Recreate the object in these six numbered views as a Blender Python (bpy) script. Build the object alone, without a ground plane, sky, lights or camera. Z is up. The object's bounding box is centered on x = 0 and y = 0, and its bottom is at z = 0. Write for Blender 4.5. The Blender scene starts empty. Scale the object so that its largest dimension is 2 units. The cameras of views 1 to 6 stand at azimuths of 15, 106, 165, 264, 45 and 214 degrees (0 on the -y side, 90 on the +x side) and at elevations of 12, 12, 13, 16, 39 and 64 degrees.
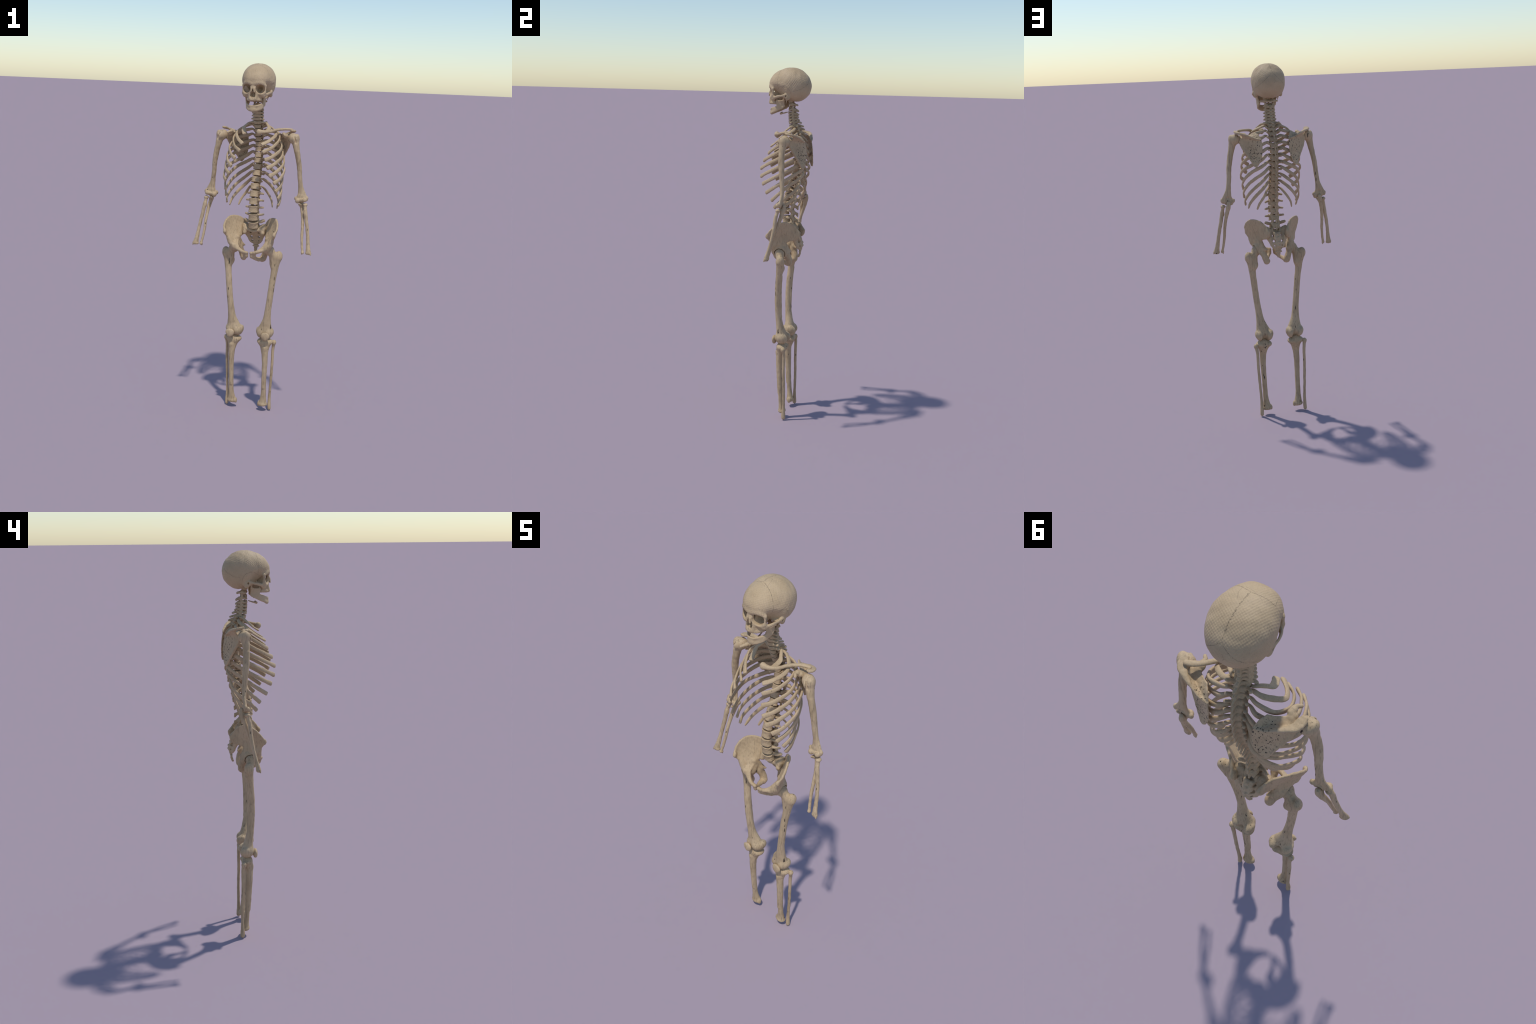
# Human skeleton (without hands, feet, sternum and right collar bone), built bone by bone.
# Each bone is described by implicit shapes (tubes, ellipsoids, plates) blended together and then meshed;
# ribs are swept sections.  Left-side bones (+x) are mirrored to the right.
import bpy, math
import numpy as np

FINE = 1.0            # voxel size factor

# ------------------------------------------------------------------ implicit modelling kit
def vec(*a): return np.array(a, float)

def rot_xyz(rx=0, ry=0, rz=0):
    rx, ry, rz = map(math.radians, (rx, ry, rz))
    cx, sx, cy, sy, cz, sz = math.cos(rx), math.sin(rx), math.cos(ry), math.sin(ry), math.cos(rz), math.sin(rz)
    X = np.array([[1, 0, 0], [0, cx, -sx], [0, sx, cx]])
    Y = np.array([[cy, 0, sy], [0, 1, 0], [-sy, 0, cy]])
    Z = np.array([[cz, -sz, 0], [sz, cz, 0], [0, 0, 1]])
    return Z @ Y @ X

def catmull(points, n=6):
    P = np.asarray(points, float)
    P = np.vstack([2 * P[0] - P[1], P, 2 * P[-1] - P[-2]])
    t = np.linspace(0, 1, n, endpoint=False)[:, None]
    out = []
    for i in range(1, len(P) - 2):
        a, b, c, d = P[i - 1:i + 3]
        out.append(.5 * (2 * b + (c - a) * t + (2 * a - 5 * b + 4 * c - d) * t ** 2 + (3 * b - a - 3 * c + d) * t ** 3))
    return np.vstack(out + [P[-2:-1]])

def smin(a, b, k):
    if k <= 0: return np.minimum(a, b)
    h = np.maximum(k - np.abs(a - b), 0) / k
    return np.minimum(a, b) - h * h * k * .25

class Bone:
    """list of implicit shapes; add() blends in, cut() carves out"""
    def __init__(self): self.ops = []
    # -- low level
    def _op(self, kind, f, lo, hi, k): self.ops.append((kind, f, np.asarray(lo, float), np.asarray(hi, float), k)); return self
    def ell(self, c, r, rot=None, k=.008, cut=False):
        c = np.asarray(c, float); r = np.asarray(r, float) * np.ones(3); M = None if rot is None else rot_xyz(*rot)
        def f(X, Y, Z):
            x, y, z = X - c[0], Y - c[1], Z - c[2]
            if M is not None:
                x, y, z = (M[0, 0] * x + M[1, 0] * y + M[2, 0] * z, M[0, 1] * x + M[1, 1] * y + M[2, 1] * z,
                           M[0, 2] * x + M[1, 2] * y + M[2, 2] * z)
            k0 = np.sqrt((x / r[0]) ** 2 + (y / r[1]) ** 2 + (z / r[2]) ** 2)
            k1 = np.sqrt((x / r[0] ** 2) ** 2 + (y / r[1] ** 2) ** 2 + (z / r[2] ** 2) ** 2) + 1e-9
            return k0 * (k0 - 1) / k1
        e = r.max() if M is not None else r
        return self._op('cut' if cut else 'add', f, c - e, c + e, k)
    def tube(self, pts, rad, flat=None, n=5, k=.008, cut=False, smooth=True):
        """swept round section; rad one value or one per point; flat=(direction, squeeze factor(s))"""
        pts = np.asarray(pts, float); rad = np.asarray(rad, float) * np.ones(len(pts))
        sq = np.ones(len(pts)); nd = None
        if flat is not None:
            nd = np.asarray(flat[0], float); nd /= np.linalg.norm(nd); sq = np.asarray(flat[1], float) * np.ones(len(pts))
        A = np.column_stack([pts, rad, sq])
        C = catmull(A, n) if (smooth and len(pts) > 2) else A
        def f(X, Y, Z):
            best = None
            for a, b in zip(C[:-1], C[1:]):
                ab = b[:3] - a[:3]; L = ab @ ab + 1e-12
                x, y, z = X - a[0], Y - a[1], Z - a[2]
                t = np.clip((x * ab[0] + y * ab[1] + z * ab[2]) / L, 0, 1)
                x, y, z = x - t * ab[0], y - t * ab[1], z - t * ab[2]
                q = x * x + y * y + z * z
                if nd is not None:
                    s = a[4] + (b[4] - a[4]) * t
                    q = q + (s * s - 1) * (x * nd[0] + y * nd[1] + z * nd[2]) ** 2
                d = np.sqrt(q) - (a[3] + (b[3] - a[3]) * t)
                best = d if best is None else np.minimum(best, d)
            return best
        R = C[:, 3].max()
        return self._op('cut' if cut else 'add', f, C[:, :3].min(0) - R, C[:, :3].max(0) + R, k)
    def sheet(self, rows, thick, n=3, k=.006, cut=False):
        """thickened plate spanned by rows of points; thick: same layout of half thicknesses"""
        G = np.asarray(rows, float); T = np.asarray(thick, float) * np.ones(G.shape[:2])
        A = np.concatenate([G, T[..., None]], 2)
        A = np.stack([catmull(r, n) if len(r) > 2 else np.vstack([r[0] + (r[1] - r[0]) * t for t in np.linspace(0, 1, n + 1)]) for r in A])
        if A.shape[0] > 2: A = np.stack([catmull(A[:, j], n) for j in range(A.shape[1])], 1)
        tris = []
        for i in range(A.shape[0] - 1):
            for j in range(A.shape[1] - 1):
                tris += [(A[i, j], A[i + 1, j], A[i + 1, j + 1]), (A[i, j], A[i + 1, j + 1], A[i, j + 1])]
        tris = [t for t in tris if np.linalg.norm(np.cross(t[1][:3] - t[0][:3], t[2][:3] - t[0][:3])) > 1e-8]
        def f(X, Y, Z):
            shp = np.broadcast(X, Y, Z).shape
            best = np.full(shp, .05)
            ax = [X.ravel(), Y.ravel(), Z.ravel()]
            for a, b, c in tris:
                V = np.vstack([a, b, c])[:, :3]; pad = max(a[3], b[3], c[3]) + .010
                sl = []
                for q in range(3):
                    i0 = np.searchsorted(ax[q], V[:, q].min() - pad); i1 = np.searchsorted(ax[q], V[:, q].max() + pad)
                    sl.append(slice(i0, i1))
                if any(s.stop <= s.start for s in sl): continue
                x = X[sl[0]] - a[0]; y = Y[:, sl[1]] - a[1]; z = Z[:, :, sl[2]] - a[2]
                e0 = b[:3] - a[:3]; e1 = c[:3] - a[:3]
                d00, d01, d11 = e0 @ e0, e0 @ e1, e1 @ e1; den = d00 * d11 - d01 * d01 + 1e-18
                p0 = x * e0[0] + y * e0[1] + z * e0[2]; p1 = x * e1[0] + y * e1[1] + z * e1[2]
                u = (d11 * p0 - d01 * p1) / den; v = (d00 * p1 - d01 * p0) / den
                # nearest point of the triangle: interior or one of the three edges
                ins = (u >= 0) & (v >= 0) & (u + v <= 1)
                ta = np.clip(p0 / d00, 0, 1); tb = np.clip(p1 / d11, 0, 1)
                e2 = e1 - e0; d22 = e2 @ e2
                tc = np.clip(((x - e0[0]) * e2[0] + (y - e0[1]) * e2[1] + (z - e0[2]) * e2[2]) / d22, 0, 1)
                res = None
                for uu, vv in ((u, v), (ta, 0 * ta), (0 * tb, tb), (1 - tc, tc)):
                    qx = x - uu * e0[0] - vv * e1[0]; qy = y - uu * e0[1] - vv * e1[1]; qz = z - uu * e0[2] - vv * e1[2]
                    d = np.sqrt(qx * qx + qy * qy + qz * qz) - (a[3] + uu * (b[3] - a[3]) + vv * (c[3] - a[3]))
                    res = np.where(ins, d, .05) if res is None else np.minimum(res, d)
                blk = best[sl[0], sl[1], sl[2]]
                np.minimum(blk, res, out=blk)
            return best
        P = A.reshape(-1, 4); R = P[:, 3].max()
        return self._op('cut' if cut else 'add', f, P[:, :3].min(0) - R, P[:, :3].max(0) + R, k)
    def func(self, f, lo, hi, k=.008, cut=False): return self._op('cut' if cut else 'add', f, lo, hi, k)
    def both(self, name, *a, **kw):
        """same shape on left and right"""
        def flip(v):
            v = np.array(v, float); v[..., 0] *= -1; return v
        getattr(self, name)(*a, **kw)
        a = list(a); a[0] = flip(a[0])
        if name == 'ell' and kw.get('rot') is not None:
            r = kw['rot']; kw = dict(kw, rot=(r[0], -r[1], -r[2]))
        if kw.get('flat') is not None: kw = dict(kw, flat=(flip(kw['flat'][0]), kw['flat'][1]))
        return getattr(self, name)(*a, **kw)
    # -- meshing
    def build(self, h, lumps=.0004, lump_size=.02, seed=1):
        h = h * FINE
        adds = [o for o in self.ops if o[0] == 'add']
        lo = np.min([o[2] for o in adds], 0) - 4 * h - .004; hi = np.max([o[3] for o in adds], 0) + 4 * h + .004
        n = np.ceil((hi - lo) / h).astype(int) + 1
        ax = [lo[i] + h * np.arange(n[i]) for i in range(3)]
        D = np.full(tuple(n), .03)
        for kind, f, l, u, k in self.ops:
            m = k + .006
            i0 = np.clip(np.floor((l - m - lo) / h).astype(int), 0, n - 1); i1 = np.clip(np.ceil((u + m - lo) / h).astype(int) + 1, 1, n)
            if np.any(i1 <= i0): continue
            sl = tuple(slice(a, b) for a, b in zip(i0, i1))
            v = f(ax[0][sl[0]][:, None, None], ax[1][sl[1]][None, :, None], ax[2][sl[2]][None, None, :])
            if kind == 'add': D[sl] = smin(D[sl], v, k)
            else: D[sl] = -smin(-D[sl], v, k)
        if lumps > 0:
            rng = np.random.default_rng(seed)
            N = 0
            for _ in range(9):
                w = rng.normal(size=3); w *= (2 * math.pi / lump_size) * rng.uniform(.6, 1.6) / np.linalg.norm(w); p = rng.uniform(0, 6.28)
                N = N + np.sin(w[0] * ax[0][:, None, None] + w[1] * ax[1][None, :, None] + w[2] * ax[2][None, None, :] + p)
            D = D + lumps * N / 3 * np.clip(1 - np.abs(D) / .01, 0, 1)
        return surface_nets(D, lo, h)

def surface_nets(D, lo, h):
    S = D < 0
    for a in range(3):   # never touch the border
        ix = [slice(None)] * 3; ix[a] = 0; S[tuple(ix)] = False; ix[a] = -1; S[tuple(ix)] = False
    c = [S[i:S.shape[0] - 1 + i, j:S.shape[1] - 1 + j, k:S.shape[2] - 1 + k] for i in (0, 1) for j in (0, 1) for k in (0, 1)]
    cnt = sum(x.astype(np.int8) for x in c)
    act = np.argwhere((cnt > 0) & (cnt < 8))
    vid = np.full(cnt.shape, -1, np.int64); vid[act[:, 0], act[:, 1], act[:, 2]] = np.arange(len(act))
    offs = np.array([(i, j, k) for i in (0, 1) for j in (0, 1) for k in (0, 1)])
    val = np.stack([D[act[:, 0] + o[0], act[:, 1] + o[1], act[:, 2] + o[2]] for o in offs], 1)
    sgn = np.stack([S[act[:, 0] + o[0], act[:, 1] + o[1], act[:, 2] + o[2]] for o in offs], 1)
    pos = np.zeros((len(act), 3)); num = np.zeros(len(act))
    for a in range(8):
        for b in range(a + 1, 8):
            if np.abs(offs[a] - offs[b]).sum() != 1: continue
            cr = sgn[:, a] != sgn[:, b]
            va, vb = val[:, a], val[:, b]
            t = np.clip(va / np.where(np.abs(va - vb) < 1e-12, 1, va - vb), .02, .98)
            p = offs[a] + t[:, None] * (offs[b] - offs[a])
            pos += p * cr[:, None]; num += cr
    V = (act + pos / num[:, None])
    faces = []
    for a in range(3):
        b, d = (a + 1) % 3, (a + 2) % 3
        sA = [slice(None)] * 3; sB = [slice(None)] * 3; sA[a] = slice(0, -1); sB[a] = slice(1, None)
        x, y = S[tuple(sA)], S[tuple(sB)]
        for flip, m in ((False, x & ~y), (True, ~x & y)):
            e = np.argwhere(m)
            if not len(e): continue
            ub = np.zeros(3, int); ub[b] = 1; ud = np.zeros(3, int); ud[d] = 1
            q = [e - ub - ud, e - ud, e, e - ub]
            f = np.stack([vid[w[:, 0], w[:, 1], w[:, 2]] for w in q], 1)
            faces.append(f[:, ::-1] if flip else f)
    Fc = np.vstack(faces)
    # relax a little, then pull back on to the surface
    E = np.vstack([Fc[:, [i, (i + 1) % 4]] for i in range(4)])
    deg = np.bincount(E.ravel(), minlength=len(V)).astype(float)
    g = np.gradient(D)
    def sample(A, P):
        i = np.clip(np.floor(P).astype(int), 0, np.array(A.shape) - 2); f = P - i
        r = 0
        for o in offs:
            w = np.prod(np.where(o == 1, f, 1 - f), 1)
            r = r + w * A[i[:, 0] + o[0], i[:, 1] + o[1], i[:, 2] + o[2]]
        return r
    for _ in range(3):
        acc = np.zeros_like(V)
        for q in range(3):
            acc[:, q] = np.bincount(E[:, 0], V[E[:, 1], q], len(V)) + np.bincount(E[:, 1], V[E[:, 0], q], len(V))
        V = .35 * V + .65 * acc / deg[:, None]
        G = np.stack([sample(x, V) for x in g], 1); d = sample(D, V)
        st = -d[:, None] * G / (np.sum(G * G, 1)[:, None] + 1e-9)
        L = np.linalg.norm(st, axis=1, keepdims=True)
        V = V + st * np.minimum(1, .5 / np.maximum(L, 1e-9))
    # keep the largest closed piece plus anything of size
    return lo + V * h, Fc

# ------------------------------------------------------------------ scene helpers
ROOT = bpy.data.objects.new("human_skeleton", None)
bpy.context.scene.collection.objects.link(ROOT)
ROOT["label"] = "standing beige human skeleton without hands or feet"
ROOT["category"] = "skeleton"
ROOT.empty_display_size = .2

def put(name, V, Fc, mat, mirror=False, parent=None):
    V = np.array(V, float); Fc = np.asarray(Fc)
    if mirror: V = V * [-1, 1, 1]; Fc = Fc[:, ::-1]
    me = bpy.data.meshes.new(name)
    me.vertices.add(len(V)); me.vertices.foreach_set("co", V.astype(np.float32).ravel())
    n = Fc.shape[1]
    me.loops.add(Fc.size); me.loops.foreach_set("vertex_index", Fc.astype(np.int32).ravel())
    me.polygons.add(len(Fc)); me.polygons.foreach_set("loop_start", np.arange(0, Fc.size, n, dtype=np.int32))
    me.polygons.foreach_set("use_smooth", np.ones(len(Fc), bool))
    me.update(calc_edges=True); me.validate()
    me.materials.append(mat)
    ob = bpy.data.objects.new(name, me); bpy.context.scene.collection.objects.link(ob)
    ob.parent = parent or ROOT
    return ob

def pair(name, mesh, mat):
    put(name, *mesh, mat); put(name, *mesh, mat, mirror=True)

# ------------------------------------------------------------------ materials
def bone_material(name, base=(.490, .364, .220), stretch=(1, 1, 1), streak=.22, pits=.0, pit_scale=90, pit_stretch=(1, 1, .25),
                  terrace=0.0, sutures=False, grain=1.0, pit_zone=None):
    m = bpy.data.materials.new(name); m.use_nodes = True
    nt = m.node_tree; N = nt.nodes; L = nt.links
    bs = N["Principled BSDF"]; bs.inputs["Roughness"].default_value = .62
    bs.inputs["Specular IOR Level"].default_value = .32
    co = N.new("ShaderNodeTexCoord")
    def mapping(scale, rot=(0, 0, 0)):
        mp = N.new("ShaderNodeMapping"); mp.inputs["Scale"].default_value = scale; mp.inputs["Rotation"].default_value = rot
        L.new(co.outputs["Object"], mp.inputs["Vector"]); return mp.outputs[0]
    def noise(v, scale, detail=4, rough=.55):
        n = N.new("ShaderNodeTexNoise"); n.inputs["Scale"].default_value = scale; n.inputs["Detail"].default_value = detail
        n.inputs["Roughness"].default_value = rough; L.new(v, n.inputs["Vector"]); return n.outputs["Fac"]
    def ramp(fac, stops):
        r = N.new("ShaderNodeValToRGB"); e = r.color_ramp.elements
        while len(e) > 1: e.remove(e[-1])
        e[0].position, e[0].color = stops[0][0], (*stops[0][1], 1)
        for p, c in stops[1:]:
            x = e.new(p); x.color = (*c, 1)
        L.new(fac, r.inputs["Fac"]); return r.outputs["Color"]
    def mix(a, b, fac, mode='MIX'):
        x = N.new("ShaderNodeMix"); x.data_type = 'RGBA'; x.blend_type = mode
        for s, v in ((6, a), (7, b), (0, fac)):
            if isinstance(v, (int, float)): x.inputs[s].default_value = v
            elif isinstance(v, tuple): x.inputs[s].default_value = (*v, 1)
            else: L.new(v, x.inputs[s])
        return x.outputs[2]
    def math_(op, a, b=None, clamp=False):
        x = N.new("ShaderNodeMath"); x.operation = op; x.use_clamp = clamp
        for s, v in ((0, a), (1, b)):
            if v is None: continue
            if isinstance(v, (int, float)): x.inputs[s].default_value = v
            else: L.new(v, x.inputs[s])
        return x.outputs[0]
    g = lambda v: (v, v, v)
    # broad mottling between warm and greyer bone
    big = noise(mapping((1, 1, 1)), 9, 3)
    warm = tuple(base); pale = (base[0] * 1.07, base[1] * 1.08, base[2] * 1.12); dull = (base[0] * .88, base[1] * .87, base[2] * .86)
    col = ramp(big, [(.32, dull), (.5, warm), (.70, pale)])
    # fibres running along the bone
    fib = noise(mapping(stretch, (0, math.radians(6), 0)), 190, 5, .6)
    col = mix(col, ramp(fib, [(.30, g(1 - streak * 1.6)), (.47, g(1)), (.7, g(1.0 + streak * .3))]), 1.0, 'MULTIPLY')
    fine = noise(mapping((1, 1, 1)), 420 * grain, 3)
    col = mix(col, ramp(fine, [(.3, g(.93)), (.6, g(1.03))]), 1.0, 'MULTIPLY')
    height = math_('ADD', math_('MULTIPLY', fib, .6), math_('MULTIPLY', fine, .4))
    if pits > 0:
        pn = noise(mapping(pit_stretch, (0, math.radians(4), 0)), pit_scale, 2, .5)
        pm = ramp(pn, [(1 - pits - .03, g(0)), (1 - pits, g(1))])
        if pit_zone is not None:       # keep the pits to one thin area of the bone
            sp = N.new("ShaderNodeSeparateXYZ"); L.new(co.outputs["Object"], sp.inputs[0])
            (cx, cz_), (rx_, rz_) = pit_zone
            ux = math_('DIVIDE', math_('SUBTRACT', math_('ABSOLUTE', sp.outputs[0]), cx), rx_)
            uz = math_('DIVIDE', math_('SUBTRACT', sp.outputs[2], cz_), rz_)
            rr = math_('ADD', math_('MULTIPLY', ux, ux), math_('MULTIPLY', uz, uz))
            pm = math_('MULTIPLY', pm, math_('LESS_THAN', rr, 1.0))
        col = mix(col, (.022, .018, .013), pm)
        height = math_('SUBTRACT', height, math_('MULTIPLY', pm, 1.5))
    if sutures:
        sep = N.new("ShaderNodeSeparateXYZ"); L.new(co.outputs["Object"], sep.inputs[0])
        x, y, z = sep.outputs
        wob = math_('MULTIPLY', math_('SUBTRACT', noise(mapping((1, 1, 1)), 190, 2), .5), .014)
        wob2 = math_('MULTIPLY', math_('SUBTRACT', noise(mapping((1, 1, 1)), 60, 2), .5), .012)
        ax_ = math_('ABSOLUTE', x)
        def line(dist, half): return math_('SUBTRACT', 1, math_('DIVIDE', math_('ABSOLUTE', dist), half), True)
        def gate(v, lo, hi):
            return math_('MULTIPLY', math_('GREATER_THAN', v, lo), math_('LESS_THAN', v, hi))
        # sagittal seam on the midline from crown to back
        sag = math_('MULTIPLY', line(math_('ADD', x, wob), .0011), math_('MULTIPLY', gate(y, -.034, .100), math_('GREATER_THAN', z, 1.90)))
        # coronal seam: arch from crown forward and down to the temples
        cy = math_('ADD', math_('ADD', y, .034), math_('ADD', math_('MULTIPLY', ax_, .22), math_('MULTIPLY', wob, .45)))
        cor = math_('MULTIPLY', line(cy, .0009), math_('GREATER_THAN', z, 1.893))
        # lambdoid seam: from the back of the sagittal seam down both sides
        lz = math_('SUBTRACT', z, math_('SUBTRACT', 1.952, math_('MULTIPLY', ax_, .95)))
        lam = math_('MULTIPLY', line(math_('ADD', lz, math_('MULTIPLY', wob, .6)), .0010), math_('MULTIPLY', math_('GREATER_THAN', y, .04), math_('GREATER_THAN', z, 1.868)))
        # squamous seam: arch above the ear
        dy = math_('ADD', y, .016); dz = math_('SUBTRACT', z, 1.858)
        rad = math_('SQRT', math_('ADD', math_('MULTIPLY', dy, dy), math_('MULTIPLY', math_('MULTIPLY', dz, dz), 1.15)))
        squ = math_('MULTIPLY', line(math_('SUBTRACT', math_('ADD', rad, wob2), .043), .0008),
                    math_('MULTIPLY', math_('GREATER_THAN', ax_, .06), gate(z, 1.858, 1.925)))
        # faint curved cracks / scan seams on the vault
        vor = N.new("ShaderNodeTexVoronoi"); vor.feature = 'DISTANCE_TO_EDGE'; vor.inputs["Scale"].default_value = 13
        L.new(mapping((1, 1, .8)), vor.inputs["Vector"])
        crk = math_('MULTIPLY', line(vor.outputs["Distance"], .007), math_('GREATER_THAN', noise(mapping((1, 1, 1)), 12, 1), .56))
        crk = math_('MULTIPLY', math_('MULTIPLY', crk, .5), math_('GREATER_THAN', z, 1.885))
        br = math_('GREATER_THAN', noise(mapping((1, 1, 1)), 75, 2), .43)
        allm = math_('MAXIMUM', math_('MAXIMUM', sag, cor), math_('MAXIMUM', lam, squ))
        allm = math_('MULTIPLY', allm, math_('ADD', math_('MULTIPLY', br, .6), .35))
        allm = math_('MAXIMUM', allm, crk)
        col = mix(col, (.07, .055, .04), math_('MULTIPLY', allm, .8))
        height = math_('SUBTRACT', height, math_('MULTIPLY', allm, 1.6))
    if terrace > 0:
        hsum = None; tilt = mapping((1, 1, 1), (math.radians(28), math.radians(12), math.radians(32)))
        for ax_i, sc in (('X', 48), ('Y', 48), ('Z', 48)):
            w = N.new("ShaderNodeTexWave"); w.wave_type = 'BANDS'; w.bands_direction = ax_i; w.inputs["Scale"].default_value = sc
            w.inputs["Distortion"].default_value = .6; w.inputs["Detail"].default_value = 1
            L.new(tilt, w.inputs["Vector"])
            hsum = w.outputs["Fac"] if hsum is None else math_('ADD', hsum, w.outputs["Fac"])
        height = math_('ADD', height, math_('MULTIPLY', hsum, terrace))
    bp = N.new("ShaderNodeBump"); bp.inputs["Strength"].default_value = .55; bp.inputs["Distance"].default_value = .0012
    L.new(height, bp.inputs["Height"]); L.new(bp.outputs[0], bs.inputs["Normal"])
    L.new(col, bs.inputs["Base Color"])
    return m

M_SKULL = bone_material("cranial_bone", streak=.06, terrace=.42, sutures=True)
M_LONG = bone_material("long_bone", stretch=(1, 1, .07), streak=.26, pits=.27, pit_scale=75, pit_stretch=(1, 1, .22))
M_RIB = bone_material("rib_bone", stretch=(1, 1, 1), streak=.12, pits=.24, pit_scale=130, pit_stretch=(1, 1, 1))
M_VERT = bone_material("vertebral_bone", stretch=(1, 1, .6), streak=.14)
M_SCAP = bone_material("shoulder_blade_bone", stretch=(1, 1, .3), streak=.14, pits=.365, pit_scale=205, pit_stretch=(1, 1, .6), pit_zone=((.108, 1.555), (.040, .075)))
M_HIP = bone_material("hip_bone_surface", stretch=(1, .9, .2), streak=.18, pits=.225, pit_scale=70, pit_stretch=(1, 1, .5))
M_JAW = bone_material("jaw_bone", streak=.08)

# ------------------------------------------------------------------ skull
def build_skull():
    b = Bone()
    # braincase: sagittal outline about a centre, with its own half width in every direction
    cy, cz = .005, 1.905
    prof = [(.1215, 1.902), (.117, 1.925), (.106, 1.950), (.090, 1.968), (.073, 1.982), (.050, 1.994), (.006, 2.000), (-.037, 1.9915),
            (-.068, 1.978), (-.090, 1.961), (-.108, 1.935), (-.1135, 1.917), (-.111, 1.898), (-.098, 1.882), (-.075, 1.868), (-.045, 1.852), (-.015, 1.834),
            (.018, 1.820), (.045, 1.8165), (.068, 1.822), (.090, 1.837), (.1095, 1.858), (.1170, 1.878)]
    A = np.array([(math.atan2(z - cz, y - cy), math.hypot(y - cy, z - cz)) for y, z in prof])
    A = A[np.argsort(A[:, 0])]
    ang = np.concatenate([A[-3:, 0] - 2 * math.pi, A[:, 0], A[:3, 0] + 2 * math.pi]); rad = np.concatenate([A[-3:, 1], A[:, 1], A[:3, 1]])
    tt = np.linspace(-math.pi, math.pi, 361)
    R = np.interp(tt, ang, rad)
    ker = np.hanning(15); ker /= ker.sum()
    R = np.convolve(np.concatenate([R[-16:-1], R, R[1:16]]), ker, 'same')[15:-15]
    wk = [(-180, .081), (-155, .075), (-130, .080), (-90, .089), (-60, .091), (-30, .090), (0, .090), (40, .0940), (90, .0940), (130, .088), (160, .082), (180, .081)]
    Wd = np.interp(np.degrees(tt), [q[0] for q in wk], [q[1] for q in wk])
    Wd = np.convolve(np.concatenate([Wd[-31:-1], Wd, Wd[1:31]]), np.hanning(41) / np.hanning(41).sum(), 'same')[30:-30]
    def vault(X, Y, Z):
        y, z = Y - cy, Z - cz
        ph = np.arctan2(z, y); rho = np.sqrt(y * y + z * z)
        r = np.interp(ph, tt, R); w = np.interp(ph, tt, Wd)
        e = np.clip(rho / .06, 0, 1); w = .0915 + (w - .0915) * e * e * (3 - 2 * e)
        p = 2.2 - .12 * np.sin(ph) + .30 * np.exp(-((np.abs(ph) - 2.95) / .45) ** 2)
        q = (np.abs(X / w) ** p + (rho / r) ** p) ** (1 / p)
        return (q - 1) * .088
    b.func(vault, (-.1, -.125, 1.80), (.1, .13, 2.005), k=.004)
    # temple hollows behind the eye sockets
    b.both('ell', (.088, -.072, 1.860), (.027, .038, .032), rot=(0, 0, 16), k=.030, cut=True)
    # brow ridge and cheek frame
    b.tube([(-.0605, -.080, 1.881), (-.050, -.0905, 1.8895), (-.030, -.1015, 1.8945), (-.010, -.1065, 1.889), (.010, -.1065, 1.889), (.030, -.1015, 1.8945), (.050, -.0905, 1.8895), (.0605, -.080, 1.881)],
           [.0056, .0048, .0040, .0045, .0045, .0040, .0048, .0056], k=.018)
    b.both('tube', [(.0600, -.080, 1.883), (.0595, -.0805, 1.868), (.056, -.080, 1.848)], [.0062, .0062, .0085], k=.006)
    # upper jaw block, cheek bones, eye socket floors
    b.ell((0, -.070, 1.824), (.038, .040, .024), k=.01)
    b.ell((0, -.055, 1.845), (.036, .045, .030), k=.01)
    b.both('ell', (.050, -.078, 1.832), (.0135, .0115, .013), rot=(0, 25, 25), k=.012)
    b.both('tube', [(.056, -.079, 1.846), (.046, -.087, 1.8385), (.032, -.094, 1.838), (.019, -.099, 1.848), (.0135, -.1035, 1.866)], [.0075, .007, .0065, .0055, .0048], k=.008)
    # cheek arch to the ear
    b.both('tube', [(.054, -.074, 1.834), (.066, -.063, 1.838), (.0735, -.046, 1.8425), (.0765, -.026, 1.846), (.0755, -.006, 1.851)], [.0085, .0075, .0068, .0062, .0075], flat=((1, 0, 0), [1.1, 1.5, 1.8, 1.8, 1.3]), k=.008)
    # tooth-bearing rim
    rim = [(-.035, -.050, 1.808), (-.035, -.072, 1.8065), (-.026, -.094, 1.806), (-.010, -.1065, 1.8065), (.010, -.1065, 1.8065), (.026, -.094, 1.806), (.035, -.072, 1.8065), (.035, -.050, 1.808)]
    b.tube(rim, .0066, k=.014)
    # nose bones
    b.both('tube', [(.0035, -.1045, 1.884), (.0050, -.1105, 1.866), (.0065, -.1140, 1.850)], [.0058, .0055, .0038], k=.006)
    b.both('tube', [(.0125, -.1035, 1.872), (.0175, -.1015, 1.848), (.0185, -.1015, 1.830), (.015, -.104, 1.814)], [.006, .0065, .0068, .0075], k=.007)
    # eye sockets and nose opening
    b.both('tube', [(.0385, -.125, 1.8645), (.0375, -.088, 1.8645), (.026, -.052, 1.862)], [.0235, .0222, .0105], k=.004, cut=True)
    b.tube([(0, -.118, 1.8665), (0, -.116, 1.850), (0, -.112, 1.833), (0, -.110, 1.829)], [.0012, .0055, .0128, .0115], flat=((0, 1, 0), .34), k=.003, cut=True)
    b.both('tube', [(.0075, -.1115, 1.866), (.0112, -.1145, 1.847)], [.0034, .0022], k=.006)
    b.tube([(0, -.104, 1.8185), (0, -.111, 1.8185)], [.005, .0028], k=.004)          # nasal spine
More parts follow.
